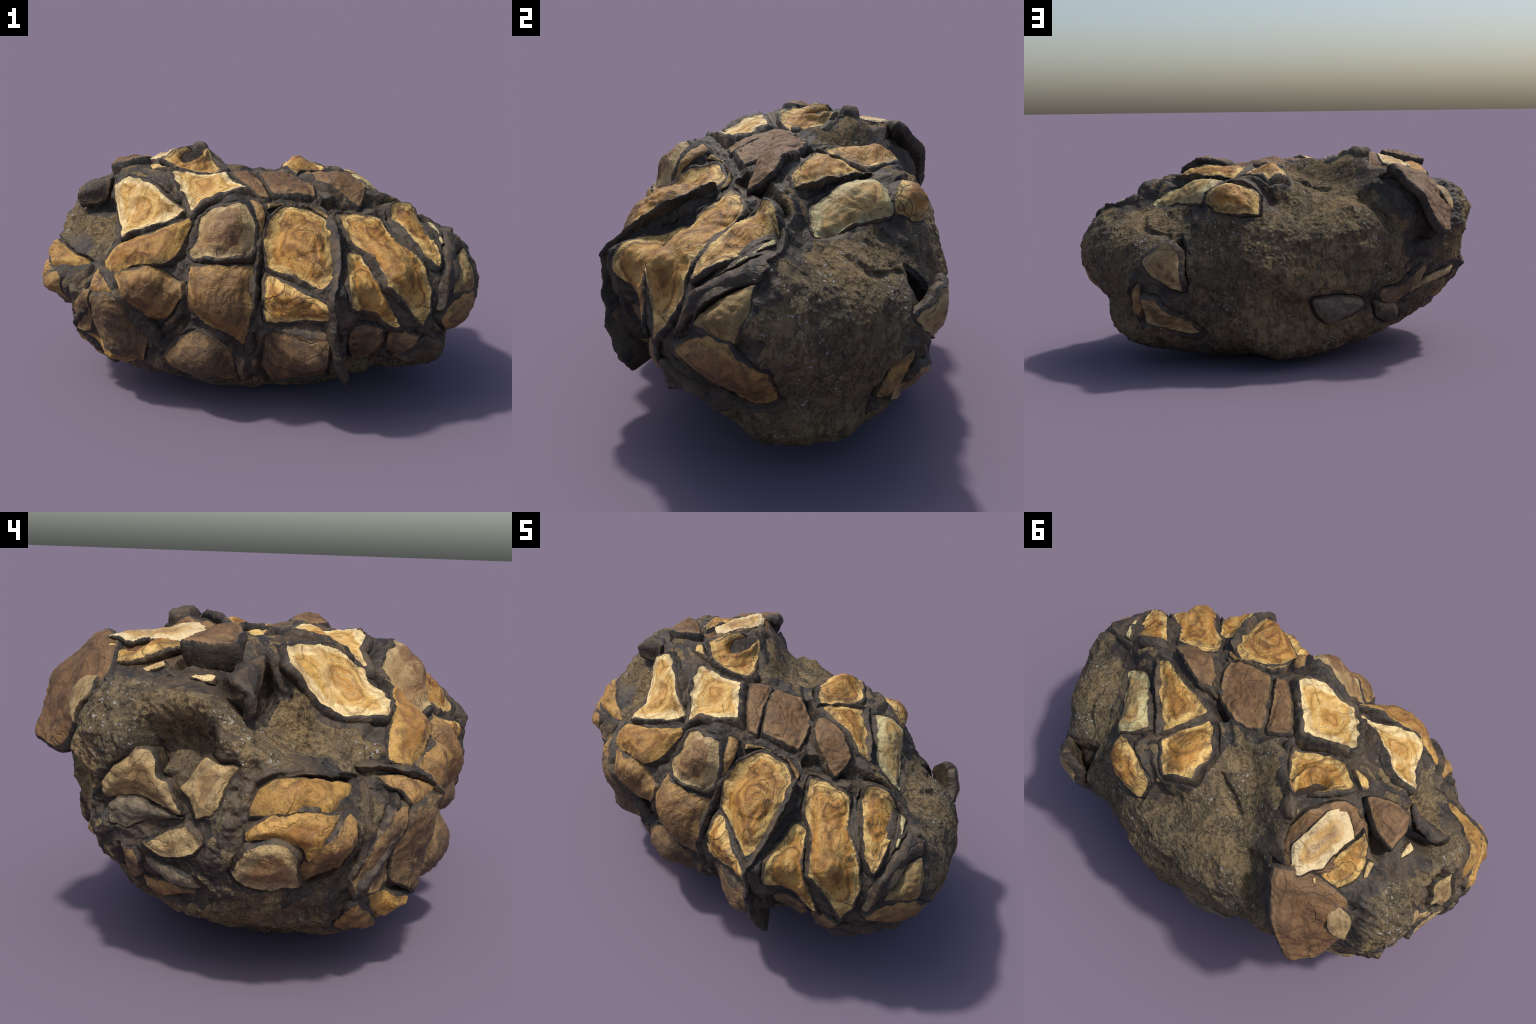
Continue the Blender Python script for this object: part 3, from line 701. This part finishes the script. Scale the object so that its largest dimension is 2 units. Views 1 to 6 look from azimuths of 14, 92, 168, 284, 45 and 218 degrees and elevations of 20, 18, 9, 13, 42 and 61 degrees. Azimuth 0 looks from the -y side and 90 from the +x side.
# ----------------------------------------------------------------------------------------------
# matrix body
# ----------------------------------------------------------------------------------------------
def build_matrix(N=300):
    lin = np.tan(np.linspace(-1, 1, N + 1) * math.pi / 4)
    a, b = np.meshgrid(lin, lin, indexing="ij")
    one = np.ones_like(a)
    pts, faces = [], []
    idx = np.arange((N + 1) ** 2).reshape(N + 1, N + 1)
    quad = np.stack([idx[:-1, :-1], idx[1:, :-1], idx[1:, 1:], idx[:-1, 1:]], -1).reshape(-1, 4)
    for s, (u, v, w) in enumerate([(one, a, b), (-one, b, a), (b, one, a), (a, -one, b), (a, b, one), (b, a, -one)]):
        pts.append(np.stack([u, v, w], -1).reshape(-1, 3))
        faces.append(quad + s * (N + 1) ** 2)
    pts, faces = np.vstack(pts), np.vstack(faces)
    _, first, inv = np.unique(np.round(pts, 6), axis=0, return_index=True, return_inverse=True)
    pts, faces = pts[first], inv.reshape(-1)[faces]
    d = pts / np.linalg.norm(pts, axis=1)[:, None] * np.array([1.0, 0.62, 0.55])
    d /= np.linalg.norm(d, axis=1)[:, None]
    r = nodule_radius(d)
    P = CENTRE + d * r[:, None]
    # sink the matrix beneath and round every plate
    sink = np.zeros(len(P))
    near, near2 = np.full(len(P), -1.0), np.full(len(P), -1.0)
    for q in PLATES:
        w = P - q["o"]
        sel = np.where((np.linalg.norm(w, axis=1) < q["reach"]) & (d @ q["n"] > 0.1))[0]
        if not len(sel):
            continue
        w = w[sel]
        sd = polygon_distance(np.stack([w @ q["ex"], w @ q["ey"]], 1), q["outline"])
        sink[sel] = np.maximum(sink[sel], 0.018 * smooth((sd + 0.012) / 0.016) + 0.055 * smooth((sd - 0.004) / 0.025))
        near2[sel] = np.maximum(near2[sel], np.minimum(near[sel], sd))
        near[sel] = np.maximum(near[sel], sd)
    between = smooth((near2 + 0.07) / 0.05)
    sink = np.maximum(sink, 0.022 * between)
    for kind, points, radius, depth in HOLLOWS:
        extra = np.zeros(len(P))
        for c in along(points, radius * 0.4) * CM:
            t = np.linalg.norm(P - c, axis=1) / (radius * CM)
            extra = np.maximum(extra, depth * CM * smooth(1.25 - t))
        sink = np.maximum(sink, extra) if kind in ("gap", "slot", "channel") else sink + extra
    bare = smooth(-near / 0.05)
    bump = 0.018 * fbm(P * 5, 3) + 0.009 * fbm(P * 13 + 3, 4, 0.55) + 0.004 * ridged(P * 18 + 8, 3)
    bump -= 0.008 * smooth((noise(P * 11 + 40) - 0.35) / 0.25)
    torn = smooth((-0.60 - P[:, 0]) / 0.18)  # the broken end is rougher
    bump += torn * (0.013 * ridged(P * 8 + 2, 3) - 0.006 + 0.006 * ridged(P * 26 + 4, 2))
    r = r - sink + bump * (0.45 + 0.55 * bare) - 0.008 + 0.010 * smooth((0.34 - P[:, 2]) / 0.2)
    P = CENTRE + d * r[:, None]
    P[:, 2] = np.maximum(P[:, 2], 0.012 + 0.006 * np.abs(noise(P * 20)))
    nrm = vertex_normals(P, faces)
    flip = (nrm * d).sum() < 0
    dots = ((np.cross(P[faces[:, 1]] - P[faces[:, 0]], P[faces[:, 2]] - P[faces[:, 0]])) * d[faces[:, 0]]).sum(1)
    faces[dots < 0] = faces[dots < 0][:, ::-1]
    nrm = vertex_normals(P, faces)
    wander = 0.03 * fbm(P * 10 + 70, 3)
    vein_zone = (np.maximum(near + 0.018, near2 + 0.065) + wander)[faces].mean(1) > 0
    for name, sel, mat in (("matrix_rock", ~vein_zone, ROCK), ("vein_filling", vein_zone, VEIN)):
        used, inv = np.unique(faces[sel], return_inverse=True)
        mesh_object(name, P[used].tolist(), inv.reshape(-1, 4).tolist(), mat, ROOT, nrm[used].tolist())


build_matrix()

# ----------------------------------------------------------------------------------------------
# raised vein walls
# ----------------------------------------------------------------------------------------------
WALLS = 0


def septum(points, height, width, root=6):
    """a wall of vein stuff: crest points in cm, height above and half width in cm at each of them"""
    global WALLS
    WALLS += 1
    p = np.array(points, float) * CM
    key = np.concatenate([[0], np.cumsum(np.linalg.norm(np.diff(p, axis=0), axis=1))])
    k = max(8, int(key[-1] / 0.007))
    u = np.linspace(0, key[-1], k)
    c = np.stack([np.interp(u, key, p[:, i]) for i in range(3)], 1)
    for _ in range(6):
        c[1:-1] = 0.25 * c[:-2] + 0.5 * c[1:-1] + 0.25 * c[2:]
    h, w = np.interp(u, key, height) * CM, np.interp(u, key, width) * CM
    h = h + 0.006 * noise(c * 18 + WALLS * 3)
    w = w * (1 + 0.4 * noise(c * 15 + WALLS * 5))
    taper = np.minimum(1, np.minimum(u, key[-1] - u) / 0.03) ** 0.5
    up = c - CENTRE
    up /= np.linalg.norm(up, axis=1)[:, None]
    tan = np.gradient(c, axis=0)
    tan /= np.linalg.norm(tan, axis=1)[:, None]
    side = np.cross(tan, up)
    side /= np.linalg.norm(side, axis=1)[:, None]
    up = np.cross(side, tan)
    prof = [(-1.9, -6), (-1.5, -3), (-1.0, -1.3), (-0.62, -0.55), (-0.28, -0.1), (0.0, 0.1), (0.22, -0.12), (0.6, -0.6), (1.05, -1.3), (1.5, -3), (1.9, -6)]
    rows = []
    for x, y in prof:
        rows.append(c + side * (x * w * (0.35 + 0.65 * taper))[:, None] + up * (y * CM + h * taper if y > -2 else np.full(k, y * CM * root / 6))[:, None])
    v = np.stack(rows, 1).reshape(-1, 3)
    v = v + 0.009 * np.stack([fbm(v * 13 + s + WALLS, 4, 0.6) for s in (0, 21, 63)], 1) + 0.002 * np.stack([fbm(v * 60 + s, 2) for s in (5, 26, 68)], 1)
    J = len(prof)
    f = [(i * J + j, i * J + j + 1, (i + 1) * J + j + 1, (i + 1) * J + j) for i in range(k - 1) for j in range(J - 1)]
    f += [tuple(range(J))[::-1], tuple(range((k - 1) * J, k * J))]
    f += [((i + 1) * J, (i + 1) * J + J - 1, i * J + J - 1, i * J) for i in range(k - 1)]
    mesh_object("vein_wall", v.tolist(), f, RIND[WALLS % 3], ROOT)


septum([(36, -23, 87), (41, -36, 82), (45, -53, 72), (44, -61, 63), (44, -60, 55), (45, -60, 46), (46, -58, 36), (48, -55, 27), (48, -51, 20)], height=[1, 1.2, 1.2, 1.5, 2, 2, 2.5, 2, 1], width=[0.8, 0.9, 1, 1, 1.2, 1.5, 1.6, 1.3, 0.6], root=15)  # fin
septum([(-55, -12, 95), (-40, -22, 95), (-30, -28, 89)], height=[0.8, 0.9, 0.8], width=[1.2, 1.4, 1.2])  # seam
septum([(8, -30, 91), (10, -43, 80), (9, -47, 70), (10, -56, 60), (8, -55, 39), (6, -51, 28)], height=[0, -0.5, 0, 0.5, 0.5, 0.5], width=[1.4, 1.4, 1.4, 1.6, 1.8, 2])  # seam
septum([(-16, 2, 97), (-21, 10, 95), (-28, 18, 98), (-35, 24, 103), (-40, 28, 102)], height=[1, 1, 1, 0.7, 0.3], width=[1, 1.2, 1.5, 2, 2])  # horn
septum([(53, 4, 90), (39, 19, 91), (27, 31, 90), (15, 44, 86)], height=[0.3, 0.3, 0.3, 0.5], width=[0.9, 0.9, 1, 1.2])  # seam
septum([(43, 38, 84), (28, 31, 90), (20, 20, 94), (15, 11, 96)], height=[0.6, 0.4, 0.4, 0.5], width=[1.2, 1, 0.9, 0.9])  # seam
septum([(-67, -36, 64), (-59, -51, 63), (-49, -59, 55), (-44, -56, 44), (-38, -52, 33), (-42, -40, 11)], height=[1, 0.8, 0.8, 0.8, 0.8, 1], width=[1.4, 1.2, 1.2, 1.4, 1.8, 2])  # seam
septum([(-69, -38, 61), (-79, -42, 51), (-78, -41, 40), (-81, -36, 32)], height=[0.5, 0.5, 0.5, 0.5], width=[2, 2, 2, 2])  # seam
septum([(-67, -48, 57), (-69, -47, 45), (-76, -43, 36), (-79, -39, 30)], height=[1.5, 1.5, 1.5, 1], width=[1.6, 1.6, 1.6, 1.6])  # seam
septum([(71, 1, 82), (79, 1, 77), (87, -2, 76)], height=[1, 1, 1], width=[1, 1, 1])  # seam
